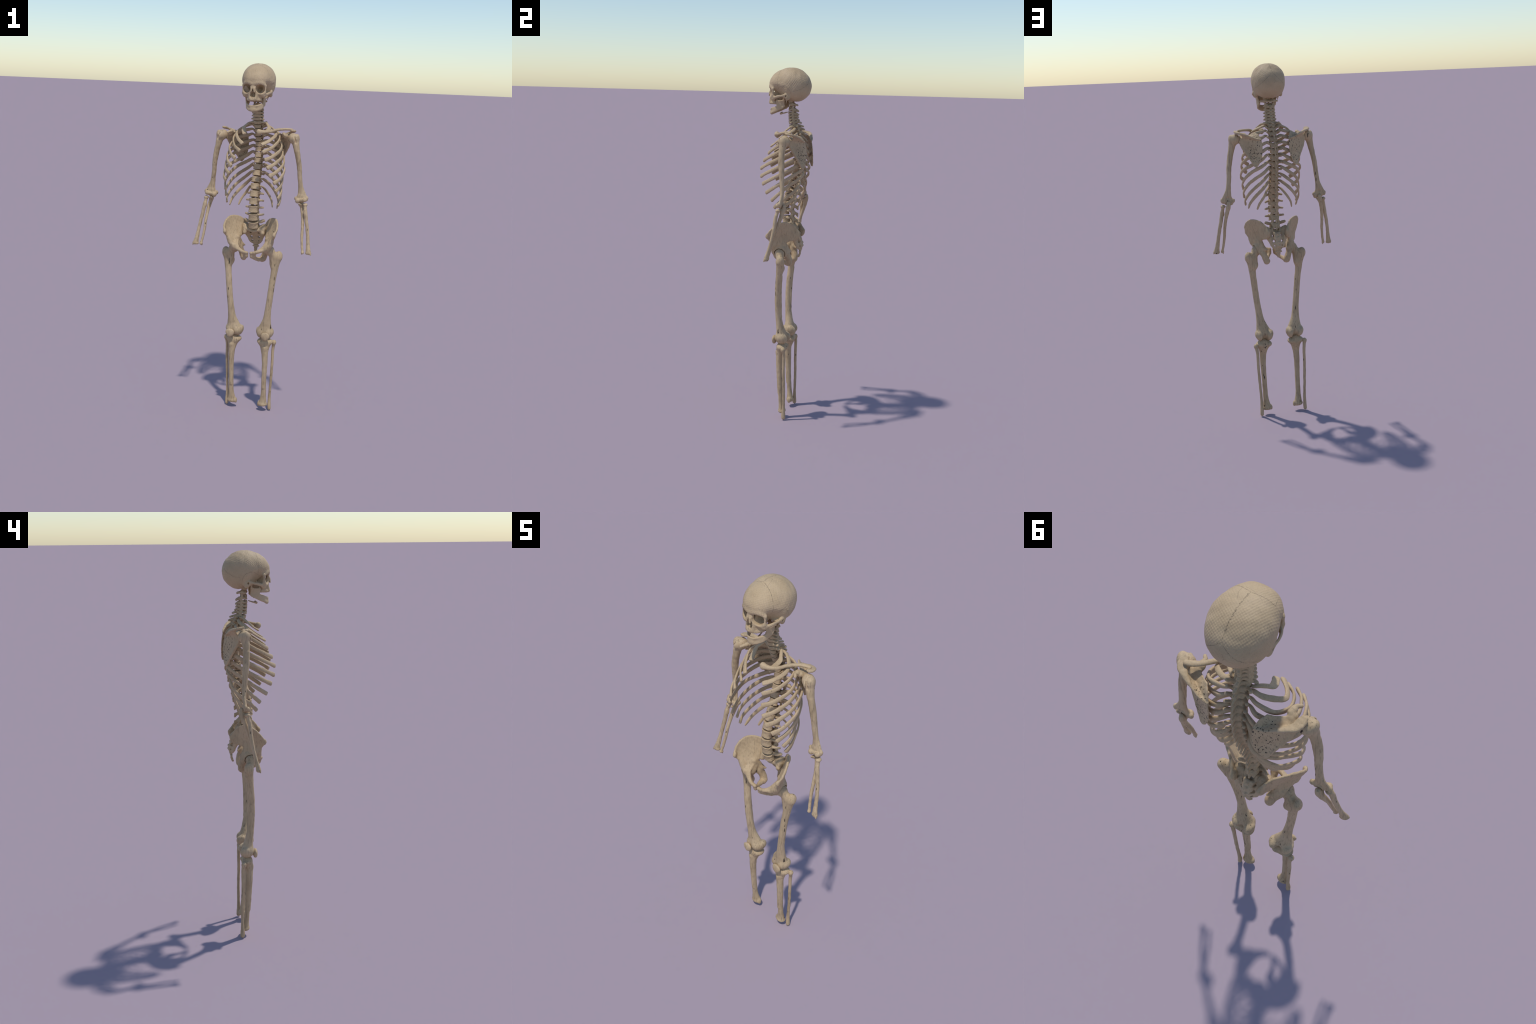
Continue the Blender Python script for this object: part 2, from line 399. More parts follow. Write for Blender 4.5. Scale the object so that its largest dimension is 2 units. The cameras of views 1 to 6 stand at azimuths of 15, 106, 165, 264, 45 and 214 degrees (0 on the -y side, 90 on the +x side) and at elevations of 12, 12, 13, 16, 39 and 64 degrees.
    b.tube([(.001, -.102, 1.820), (.0015, -.090, 1.846)], [.0018, .0018], k=.002)      # septum
    b.both('tube', [(.011, -.092, 1.829), (.010, -.075, 1.829)], [.0035, .003], k=.003)  # turbinate
    # palate hollow, back of the upper jaw
    b.tube([(0, -.088, 1.796), (0, -.05, 1.800)], [.018, .021], flat=((0, 0, 1), 1.5), k=.005, cut=True)
    b.both('tube', [(.020, -.040, 1.842), (.021, -.042, 1.810)], [.008, .0045], flat=((1, 0, 0), 1.6), k=.006)
    # ear opening, mastoid and styloid processes, base
    b.both('ell', (.070, .006, 1.8385), (.0100, .0140, .0165), rot=(12, 0, 0), k=.014)
    b.both('ell', (.078, -.0015, 1.8455), (.010, .0042, .0050), k=.003, cut=True)
    b.both('tube', [(.060, .002, 1.832), (.055, -.005, 1.806)], [.0045, .0018], k=.005)
    b.both('ell', (.020, .012, 1.818), (.009, .013, .008), rot=(0, 0, 25), k=.006)
    b.ell((0, .030, 1.808), (.015, .018, .016), k=.005, cut=True)
    b.both('ell', (.050, -.012, 1.842), (.022, .016, .010), k=.01)
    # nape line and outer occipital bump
    # empty tooth sockets nibbled out of the rim
    b.func(lambda X, Y, Z: Z - 1.7995 + 0 * X + 0 * Y, (-.045, -.12, 1.79), (.045, -.045, 1.799), k=.001, cut=True)
    C = catmull(rim, 6)
    rng = np.random.default_rng(5)
    for i in range(3, len(C) - 3, 2):
        if len(C) * .18 < i < len(C) * .82:
            o = (C[i] - vec(0, -.06, 1.806)) * [1, 1, 0]; o /= np.linalg.norm(o)
            b.ell(C[i] + o * .0042 + vec(0, 0, -.0070 + rng.uniform(-.001, .001)), (.0023, .0032, .0038), k=.0015, cut=True)
    return b.build(.0016, lumps=.0004, lump_size=.035, seed=3)

put("skull", *build_skull(), M_SKULL)

def build_mandible():
    b = Bone()
    low = [(0, -.098, 1.7505), (.014, -.0965, 1.751), (.031, -.084, 1.757), (.043, -.062, 1.766), (.0470, -.034, 1.779)]
    top = [(0, -.102, 1.773), (.016, -.0985, 1.7735), (.033, -.083, 1.780), (.043, -.063, 1.786), (.048, -.045, 1.796)]
    mid = [(0, -.098, 1.762), (.0145, -.096, 1.763), (.032, -.083, 1.769), (.044, -.062, 1.776), (.0480, -.038, 1.788)]
    for s in (1, -1):
        f = lambda pts: [(s * p[0], p[1], p[2]) for p in pts]
        b.sheet([f(low), f(mid), f(top)], [[.0062, .006, .0055, .005, .0042], [.0058, .0052, .005, .0048, .004], [.0048, .0048, .0046, .0042, .0036]], n=3, k=.004)
        # ascending branch with joint head and front horn
        b.sheet([f([(.0445, -.0185, 1.790), (.0470, -.034, 1.783), (.0475, -.055, 1.786)]),
                 f([(.0480, -.0175, 1.808), (.0505, -.038, 1.806), (.0495, -.0585, 1.804)]),
                 f([(.0545, -.0170, 1.824), (.0530, -.036, 1.819), (.0495, -.0600, 1.820)])], .0032, n=3, k=.005)
        b.tube(f([(.0550, -.0175, 1.822), (.0570, -.018, 1.838)]), [.0042, .005], k=.006)
        b.ell((s * .0560, -.018, 1.840), (.010, .0048, .0052), k=.004)
        b.tube(f([(.0495, -.058, 1.818), (.049, -.060, 1.832)]), [.0042, .0024], k=.008)
        b.tube(f([(.0450, -.0175, 1.792), (.0465, -.030, 1.780)]), .0040, k=.006)
    b.ell((0, -.101, 1.756), (.014, .006, .008), k=.01)
    rng = np.random.default_rng(8)
    for i in range(-4, 5):
        a = i * .165
        b.ell((.034 * math.sin(a * 1.25), -.070 - .034 * math.cos(a * 1.25), 1.7795 + .0012 * abs(i) + rng.uniform(-.0008, .0008)), (.0024, .0024, .0030), k=.002, cut=True)
    return b.build(.0016, lumps=.0003, seed=4)
put("mandible", *build_mandible(), M_JAW)

def build_hyoid():
    b = Bone()
    b.tube([(-.012, -.043, 1.751), (0, -.0475, 1.7495), (.012, -.043, 1.751)], [.0045, .006, .0045], k=.004)
    b.both('tube', [(.011, -.043, 1.751), (.018, -.030, 1.7525), (.0215, -.010, 1.759)], [.0042, .0028, .0022], k=.004)
    b.both('ell', (.010, -.042, 1.7565), (.0025, .0025, .004), k=.003)
    return b.build(.0013, lumps=.0002, seed=6)
put("hyoid_bone", *build_hyoid(), M_JAW)

# ------------------------------------------------------------------ spine: body centre (y, z), half width, half depth, half height, spinous tip (y, z), side-process reach
SPINE = [
    ("cervical_vertebra", .0100, 1.8020, .013, .009, .0070, .049, 1.798, .046),
    ("cervical_vertebra", .0080, 1.7780, .0165, .010, .0125, .0555, 1.7640, .032),
    ("cervical_vertebra", .0075, 1.7550, .0165, .0105, .0083, .0570, 1.7450, .032),
    ("cervical_vertebra", .0085, 1.7380, .017, .0105, .0080, .0560, 1.7310, .033),
    ("cervical_vertebra", .0100, 1.7215, .0175, .0110, .0082, .0620, 1.7150, .034),
    ("cervical_vertebra", .0118, 1.7040, .0185, .0115, .0085, .0735, 1.7010, .036),
    ("cervical_vertebra", .0165, 1.6845, .0190, .0120, .0090, .0860, 1.6815, .041),
    ("thoracic_vertebra", .0240, 1.6640, .0200, .0125, .0088, .0935, 1.6620, .043),
    ("thoracic_vertebra", .0320, 1.6430, .0190, .0130, .0093, .1030, 1.6320, .039),
    ("thoracic_vertebra", .0405, 1.6200, .0180, .0135, .0103, .1100, 1.6000, .038),
    ("thoracic_vertebra", .0490, 1.5940, .0178, .0140, .0113, .1150, 1.5690, .038),
    ("thoracic_vertebra", .0550, 1.5650, .0180, .0145, .0123, .1170, 1.5360, .038),
    ("thoracic_vertebra", .0580, 1.5360, .0185, .0155, .0128, .1180, 1.5010, .038),
    ("thoracic_vertebra", .0570, 1.5040, .0200, .0165, .0136, .1170, 1.4650, .0375),
    ("thoracic_vertebra", .0535, 1.4720, .0215, .0170, .0140, .1140, 1.4320, .037),
    ("thoracic_vertebra", .0470, 1.4370, .0225, .0175, .0148, .1090, 1.3960, .036),
    ("thoracic_vertebra", .0385, 1.4030, .0235, .0180, .0150, .1035, 1.3600, .034),
    ("thoracic_vertebra", .0280, 1.3670, .0250, .0185, .0156, .0945, 1.3290, .030),
    ("thoracic_vertebra", .0160, 1.3290, .0255, .0190, .0168, .0865, 1.2960, .028),
    ("lumbar_vertebra", .0055, 1.2890, .0260, .0200, .0175, .0780, 1.2620, .048),
    ("lumbar_vertebra", -.0010, 1.2480, .0265, .0210, .0178, .0715, 1.2210, .052),
    ("lumbar_vertebra", -.0030, 1.2050, .0275, .0220, .0182, .0710, 1.1830, .054),
    ("lumbar_vertebra", .0020, 1.1600, .0285, .0220, .0184, .0725, 1.1450, .055),
    ("lumbar_vertebra", .0120, 1.1140, .0300, .0220, .0178, .0680, 1.1030, .058),
]

def vertebra(i):
    name, by, bz, rx, ry, hh, sy, sz, reach = SPINE[i]
    p0 = SPINE[max(i - 1, 0)]; p1 = SPINE[min(i + 1, len(SPINE) - 1)]
    dy, dz = p0[1] - p1[1], p0[2] - p1[2]
    if i == len(SPINE) - 1: dy, dz = dy - .004, dz
    L = math.hypot(dy, dz); up = vec(0, dy / L, dz / L); back = vec(0, dz / L, -dy / L)
    c = vec(0, by, bz)
    def P(x, yb, zu): return c + vec(x, 0, 0) + back * yb + up * zu
    tip = vec(0, sy, sz)
    b = Bone()
    kind = name.split("_")[0]
    if i == 0:      # ring-shaped first neck vertebra
        ring = [P(.022 * math.sin(a), .014 - .021 * math.cos(a), 0) for a in np.linspace(0, 2 * math.pi, 17)]
        b.tube(ring, .0048, k=.003)
        b.both('ell', P(.020, .006, .001), (.012, .013, .0125), k=.006)
        b.ell(P(0, -.002, -.002), (.008, .007, .012), k=.004)
        b.both('tube', [P(.026, .010, 0), P(.0465, .004, -.002)], [.0070, .0048], k=.006)
        b.tube([P(0, .034, -.001), P(0, .038, -.002)], [.005, .0045], k=.004)
        b.tube([P(0, -.005, .002), P(0, -.010, .001)], [.005, .0035], k=.004)
        return b.build(.0016, lumps=.0003, seed=20)
    bu, uu = back, up
    def body(X, Y, Z):
        y, z = Y - c[1], Z - c[2]
        yb = y * bu[1] + z * bu[2]; zu = y * uu[1] + z * uu[2]
        t = np.clip(np.abs(zu) / hh, 0, 1.2)
        waist = 1 - (.10 if kind != "cervical" else .03) * (1 - t ** 2.2)
        ybk = np.maximum(yb, 0)
        q = np.sqrt((X / (rx * waist)) ** 2 + (yb / (ry * waist)) ** 2 + 0 * ybk)
        side = (q - 1) * min(rx, ry); cap = np.abs(zu) - hh + .0012 * np.clip(1 - q, 0, 1)
        a = np.maximum(side, cap); e = np.minimum(np.maximum(side + .002, 0) ** 2 + np.maximum(cap + .002, 0) ** 2, 1)
        return np.where((side > -.002) & (cap > -.002), np.sqrt(e) - .002, a)
    m = max(rx, ry, hh) + .003
    b.func(body, c - m, c + m, k=.003)
    lean = .2 if kind == "thoracic" else 0
    ped = .45 * hh if kind != "cervical" else .1 * hh
    can = ry + {"cervical": .0070, "thoracic": .0115, "lumbar": .0135}[kind]       # depth of arch behind the body
    hw = {"cervical": .0228, "thoracic": .0155, "lumbar": .0185}[kind]
    pr = {"cervical": .0040, "thoracic": .0048, "lumbar": .0062}[kind]
    # pedicles and arch plates
    b.both('tube', [P(rx * .62, ry * .55, ped), P(hw, can - .003, ped * .8)], [pr, pr], k=.005)
    b.both('tube', [P(hw, can - .003, ped * .6), P(hw * .55, can + .007, -.1 * hh), P(0, can + .0135, -.35 * hh)], [pr, pr * 1.0, pr * .9], flat=((0, .8, .6), 1.0), k=.005)
    if kind == "cervical":
        b.both('sheet', [[P(hw * 1.1, can - .003, .80 * hh), P(hw * 1.02, can + .003, -.95 * hh)], [P(0, can + .0085, .35 * hh), P(0, can + .0150, -1.0 * hh)]], .0027, n=2, k=.003)
    elif kind == "thoracic":
        b.both('sheet', [[P(hw * 1.1, can - .001, .85 * hh), P(hw * 1.0, can + .008, -1.15 * hh)], [P(0, can + .0090, .45 * hh), P(0, can + .0190, -1.15 * hh)]], .0028, n=2, k=.004)
    else:
        b.both('sheet', [[P(hw * .95, can, .55 * hh), P(hw * .80, can + .006, -.95 * hh)], [P(0, can + .0110, .30 * hh), P(0, can + .0150, -.75 * hh)]], .0034, n=2, k=.005)
    # joint processes up and down
    ah = hh * (1.15 if kind != "cervical" else 1.35)
    b.both('tube', [P(hw, can - .001, ped * .6), P(hw * (1.05 if kind != "lumbar" else .95), can + .002, ah)], [pr * 1.05, pr * .85], k=.005)
    b.both('tube', [P(hw, can + .002, ped * .2), P(hw * (.95 if kind != "lumbar" else .72), can + .008, -ah)], [pr * 1.05, pr * .85], k=.005)
    # spinous process
    root = P(0, can + .010, -.25 * hh)
    if kind == "cervical":
        mid = root * .5 + tip * .5 + vec(0, 0, .002)
        b.tube([root, mid, tip - vec(0, .003, -.001)], [.0068, .0054, .0050], flat=((1, 0, 0), [1.0, 1.1, 1.0]), k=.007)
        if 1 <= i <= 5: b.both('tube', [mid + vec(.001, 0, -.001), tip + vec(.004, -.003, -.001)], [.0028, .0028], k=.004)
        b.both('tube', [P(rx * .75, -.001, -.1 * hh), P(reach - .003, .006, -.35 * hh)], [.0052, .0040], k=.005)
        b.both('tube', [P(rx * .9, .010, 0), P(reach - .004, .010, -.3 * hh)], [.0050, .0042], k=.005)
    elif kind == "thoracic":
        d = tip - root
        b.tube([root, root + d * .5 + vec(0, .002, .001), tip - vec(0, .004, -.004)], [.0085, .0075, .0050], flat=((1, 0, 0), [1.5, 1.9, 1.35]), k=.007)
        tz = .004 if i < 16 else -.002
        if i < 17:
            b.both('tube', [P(hw, can, ped * .6), P(reach * .72, can + .010, ped * .5 + tz), P(reach - .004, can + .016, ped * .5 + tz + .001)], [.0062, .0055, .0062], k=.006)
        else:
            b.both('tube', [P(hw, can, 0), P(reach - .004, can + .007, -.003)], [.0062, .0052], k=.006)
            b.both('tube', [P(hw, can + .003, .002), P(hw + .004, can + .008, .011)], [.0050, .0036], k=.005)
    else:
        d = tip - root; L2 = np.linalg.norm(d)
        dn = d / L2
        b.sheet([[root + up * .005, root + d * .55 + up * .007, tip - dn * .004 + up * .009],
                 [root - up * .005, root + d * .55 - up * .004, tip - dn * .004 - up * .005]], [[.0036, .0030, .0044], [.0040, .0032, .0048]], n=2, k=.006)
        wz = [0, 0, 0, .001, .004][i - 19]; th = [.0066, .0062, .0062, .0066, .0090][i - 19]
        b.both('tube', [P(rx * .75, ry * .72, ped), P(rx + .008, ry * .85 + .003, ped * .8 + wz), P(reach - .004, ry + .010, ped * .7 + wz * 2)], [.0062, th, th * .85], flat=((0, 1, 0), [1.0, 1.25, 1.3]), k=.006)
        b.both('ell', P(hw + .001, can + .006, hh * .9), (.0055, .0060, .0080), k=.005)
    # spinal canal
    cr = {"cervical": .0098, "thoracic": .0078, "lumbar": .0098}[kind]
    b.tube([P(0, ry + cr * .86, hh * 2), P(0, ry + cr * .86, -hh * 2)], cr, flat=((1, 0, 0), .85), k=.002, cut=True, smooth=False)
    return b.build(.0017, lumps=.0005, lump_size=.014, seed=20 + i)

for i in range(len(SPINE)):
    put(SPINE[i][0], *vertebra(i), M_VERT)

def build_sacrum():
    b = Bone()
    mid = [(0, .040, 1.083), (0, .060, 1.060), (0, .079, 1.036), (0, .088, 1.012), (0, .0895, .992)]
    inn = [(.026, .043, 1.088), (.026, .060, 1.062), (.024, .075, 1.037), (.021, .085, 1.013), (.012, .0885, .992)]
    out = [(.058, .050, 1.098), (.056, .058, 1.067), (.044, .069, 1.040), (.0325, .079, 1.008), (.017, .0865, .994)]
    tm = [.0135, .0115, .0095, .008, .0062]; ti = [.013, .011, .009, .0075, .0055]; to = [.0125, .0125, .009, .006, .0048]
    f = lambda q: [(-p[0], p[1], p[2]) for p in q]
    b.sheet([f(out), f(inn), mid, inn, out], [to, ti, tm, ti, to], n=3, k=.006)
    b.ell((0, .030, 1.081), (.029, .020, .009), rot=(32, 0, 0), k=.006)             # first body's top plate
    b.both('ell', (.057, .053, 1.085), (.009, .020, .024), rot=(10, 0, 0), k=.010)    # joint surfaces
    # wings reaching forward and down beside the first body
    b.both('tube', [(.052, .046, 1.098), (.0515, .034, 1.080), (.0525, .026, 1.065)], [.0135, .0150, .0135], flat=((1, 0, 0), [.95, 1.0, 1.05]), k=.012)
    b.both('tube', [(.024, .026, 1.083), (.048, .034, 1.086)], [.0100, .0130], k=.012)
    b.both('tube', [(.058, .046, 1.108), (.040, .042, 1.100)], [.0055, .0070], k=.008)
    # crest down the back, articular humps
    for y, z, r in ((.076, 1.074, .0075), (.091, 1.052, .0075), (.100, 1.030, .007), (.102, 1.012, .0055)):
        b.ell((0, y, z), (.0050, .0085, r), rot=(30, 0, 0), k=.008)
    b.sheet([[(-.019, .066, 1.078), (0, .071, 1.078), (.019, .066, 1.078)], [(-.017, .086, 1.045), (0, .090, 1.047), (.017, .086, 1.045)], [(-.013, .094, 1.012), (0, .097, 1.012), (.013, .094, 1.012)]], .0048, n=2, k=.008)
    b.both('tube', [(.0145, .070, 1.080), (.0125, .090, 1.043), (.010, .097, 1.012), (.008, .095, .990)], [.0050, .0045, .004, .003], k=.010)
    b.both('tube', [(.022, .056, 1.088), (.022, .052, 1.106)], [.0075, .0055], k=.006)
    b.both('tube', [(.042, .074, 1.062), (.037, .080, 1.040)], [.006, .004], k=.008)
    # canal and the four pairs of openings
    b.tube([(0, .052, 1.115), (0, .058, 1.090), (0, .062, 1.075)], [.0095, .0075, .004], flat=((1, 0, 0), .75), k=.003, cut=True)
    for y, z, x, r in ((.056, 1.062, .0240, .0050), (.073, 1.0345, .0220, .0072), (.080, 1.0090, .0190, .0042), (.088, .9960, .0140, .0016)):
        b.both('tube', [(x, y - .03, z - .006), (x, y + .035, z + .008)], r, k=.003, cut=True)
    for y, z in ((.036, 1.062), (.0585, 1.0395), (.0735, 1.018)):     # seams between the fused bodies
        b.tube([(-.011, y, z), (.011, y, z)], .0018, k=.003, cut=True)
    return b.build(.0018, lumps=.0007, lump_size=.015, seed=60)
put("sacrum", *build_sacrum(), M_VERT)

def build_coccyx():
    b = Bone()
    b.ell((0, .0895, .9795), (.0155, .0064, .0085), k=.004)
    b.both('ell', (.0130, .0895, .9775), (.0068, .0046, .0048), k=.004)
    b.both('tube', [(.007, .091, .983), (.008, .093, .989)], [.0025, .0016], k=.003)
    b.ell((0, .0885, .9665), (.0112, .0060, .0078), k=.003)
    b.ell((0, .0855, .9565), (.0096, .0058, .0070), k=.003)
    b.ell((.0005, .0820, .9480), (.0074, .0056, .0066), rot=(-35, 0, 0), k=.003)
    return b.build(.0015, lumps=.0005, lump_size=.01, seed=61)
put("coccyx", *build_coccyx(), M_VERT)

# ------------------------------------------------------------------ ribs: centre lines from spine to front end
RIBS = [
    [(.020, .034, 1.669), (.034, .038, 1.680), (.049, .027, 1.680), (.061, .013, 1.669), (.071, .000, 1.657), (.066, -.022, 1.639), (.053, -.049, 1.621)],
    [(.020, .044, 1.656), (.036, .046, 1.671), (.066, .044, 1.662), (.100, .022, 1.644), (.113, -.005, 1.623), (.090, -.047, 1.593), (.054, -.083, 1.571)],
    [(.020, .052, 1.632), (.036, .056, 1.645), (.061, .063, 1.641), (.111, .054, 1.627), (.130, .003, 1.595), (.107, -.058, 1.556), (.064, -.095, 1.531)],
    [(.020, .061, 1.606), (.039, .067, 1.618), (.068, .078, 1.608), (.122, .056, 1.590), (.147, -.009, 1.549), (.119, -.080, 1.511), (.084, -.115, 1.491)],
    [(.020, .067, 1.577), (.034, .081, 1.585), (.077, .094, 1.571), (.129, .068, 1.547), (.155, -.011, 1.510), (.135, -.083, 1.474), (.100, -.126, 1.449)],
    [(.020, .070, 1.548), (.034, .086, 1.555), (.076, .100, 1.535), (.137, .072, 1.509), (.163, -.006, 1.467), (.144, -.081, 1.429), (.113, -.121, 1.406)],
    [(.021, .069, 1.516), (.040, .087, 1.518), (.086, .102, 1.488), (.133, .063, 1.460), (.166, .012, 1.431), (.160, -.062, 1.390), (.135, -.104, 1.367)],
    [(.022, .065, 1.484), (.042, .086, 1.477), (.082, .108, 1.456), (.126, .082, 1.430), (.154, .028, 1.393), (.160, -.030, 1.353), (.143, -.081, 1.319)],
    [(.023, .059, 1.449), (.035, .087, 1.449), (.069, .108, 1.423), (.114, .081, 1.390), (.143, .037, 1.356), (.159, -.013, 1.310), (.149, -.047, 1.278)],
    [(.024, .050, 1.408), (.035, .072, 1.408), (.076, .093, 1.375), (.122, .075, 1.334), (.144, .037, 1.300), (.154, -.006, 1.265), (.147, -.030, 1.238)],
    [(.025, .040, 1.371), (.036, .066, 1.367), (.074, .086, 1.333), (.112, .064, 1.291), (.134, .030, 1.252), (.137, -.007, 1.220)],
    [(.026, .028, 1.332), (.040, .052, 1.322), (.066, .070, 1.285), (.089, .059, 1.249), (.099, .042, 1.217)],
]

def rib_mesh(i):
    C = catmull(RIBS[i], 14)
    # even spacing
    s = np.concatenate([[0], np.cumsum(np.linalg.norm(np.diff(C, axis=0), axis=1))]); T = s[-1]
    n = int(T / .0028); u = np.linspace(0, T, n)
    C = np.stack([np.interp(u, s, C[:, q]) for q in range(3)], 1); f = u / T
    ker = np.hanning(9); ker /= ker.sum()
    for q in range(3):
        e = np.concatenate([2 * C[0, q] - C[1:5, q][::-1], C[:, q], 2 * C[-1, q] - C[-5:-1, q][::-1]])
        C[:, q] = np.convolve(e, ker, 'same')[4:-4]
    tan = np.gradient(C, axis=0); tan /= np.linalg.norm(tan, axis=1)[:, None]
    yc = .0 if i < 10 else .0
    out = np.stack([C[:, 0] / .16 ** 2, (C[:, 1] - yc) / .12 ** 2, 0 * u], 1)
    if i == 0: out = out * .18 + vec(0, -.35, .92) * np.linalg.norm(out, axis=1)[:, None]
    elif i == 1: out = out * .75 + vec(0, -.2, .75) * np.linalg.norm(out, axis=1)[:, None]
    else: out = out + vec(0, 0, .10 if i < 6 else .0) * np.linalg.norm(out, axis=1)[:, None]
    out -= tan * np.sum(out * tan, 1)[:, None]; out /= np.linalg.norm(out, axis=1)[:, None]
    hgt = np.cross(tan, out)
    # half height and half thickness along the rib
    H = [.0112, .0094, .0092, .0096, .0098, .0100, .0100, .0098, .0094, .0092, .0088, .0070][i]
    Th = [.0042, .0044, .0047, .0049, .0051, .0051, .0050, .0048, .0046, .0044, .0042, .0038][i]
    d = f * T
    h = np.interp(d, [0, .006, .014, .030, .060, T * .55, T - .03, T - .004, T], [.0060, .0058, .0050, .0072, H * .98, H * .92, H * 1.0, H * 1.12, H * 1.0])
    t = np.interp(d, [0, .006, .014, .030, .060, T * .55, T - .03, T - .004, T], [.0058, .0054, .0044, .0056, Th * 1.15, Th, Th * 1.02, Th * 1.25, Th * 1.05])
    if i == 0:
        h = np.interp(d, [0, .01, .03, T * .45, T * .62, T - .01, T], [.0056, .0050, .0060, .0080, .0118, .0128, .0105])
    if i >= 10:
        h = np.interp(d, [0, .01, .04, T * .5, T - .02, T], [.0050, .0046, H, H * 1.05, H * .90, H * .70]); t = np.interp(d, [0, .01, .04, T - .02, T], [.0048, .0044, Th * 1.1, Th, Th * .7])
    rng = np.random.default_rng(100 + i)
    ph = rng.uniform(0, 6.28, 6)
    h = h * (1 + .035 * np.sin(d * 95 + ph[0]) + .03 * np.sin(d * 210 + ph[1])); t = t * (1 + .05 * np.sin(d * 120 + ph[2]))
    # knob where the rib rests on the side process
    m = 14
    a = np.linspace(0, 2 * math.pi, m, endpoint=False)
    rings = []
    ca, sa = np.cos(a), np.sin(a)
    sx = np.sign(ca) * np.abs(ca) ** .8; sy_ = np.sign(sa) * np.abs(sa) ** .8
    for j in range(n):
        rings.append(C[j] + np.outer(sx * t[j], out[j]) + np.outer(sy_ * h[j], hgt[j]))
    for sc, back in ((.86, -.0009), (.5, -.0014)):   # rounded blunt ends (front)
        rings.append(C[-1] + tan[-1] * (.0016 + back * .5) + np.outer(sx * t[-1] * sc, out[-1]) + np.outer(sy_ * h[-1] * sc, hgt[-1]))
    first = [C[0] - tan[0] * (.002 if sc < .6 else .0014) + np.outer(sx * t[0] * sc, out[0]) + np.outer(sy_ * h[0] * sc, hgt[0]) for sc in (.4, .8)]
    rings = first + rings
    V = np.vstack(rings); nr = len(rings); Fc = []
    for j in range(nr - 1):
        for q in range(m):
            q2 = (q + 1) % m
            Fc.append((j * m + q, j * m + q2, (j + 1) * m + q2, (j + 1) * m + q))
    V = np.vstack([V, rings[0].mean(0), rings[-1].mean(0)]); c0, c1 = len(V) - 2, len(V) - 1
    for q in range(0, m, 2):
        Fc.append((c0, (q + 2) % m, q + 1, q)); o = (nr - 1) * m
        Fc.append((c1, o + q, o + q + 1, o + (q + 2) % m))
    return V, np.array(Fc)[:, ::-1] if np.dot(np.cross(hgt[n // 2], tan[n // 2]), out[n // 2]) < 0 else np.array(Fc)

def fix_normals(ob):
    import bmesh
    bm = bmesh.new(); bm.from_mesh(ob.data); bmesh.ops.recalc_face_normals(bm, faces=bm.faces); bm.to_mesh(ob.data); bm.free()

for i in range(12):
    V, Fc = rib_mesh(i)
    for mir in (False, True):
        fix_normals(put("rib", V, Fc, M_RIB, mirror=mir))

# ------------------------------------------------------------------ shoulder girdle
def build_clavicle():
    b = Bone()
    b.tube([(.031, -.058, 1.637), (.046, -.056, 1.637), (.068, -.047, 1.638), (.092, -.027, 1.641), (.113, .004, 1.649), (.142, .034, 1.653), (.166, .050, 1.654), (.184, .056, 1.653)],
           [.0138, .0110, .0088, .0082, .0080, .0090, .0100, .0092], flat=((0, 0, 1), [1, 1, 1, 1, 1.05, 1.3, 1.5, 1.5]), k=.004)
    b.ell((.029, -.059, 1.634), (.0100, .0120, .0150), rot=(0, -15, 20), k=.008)
    return b.build(.0018, lumps=.0004, seed=70)
put("clavicle", *build_clavicle(), M_RIB)

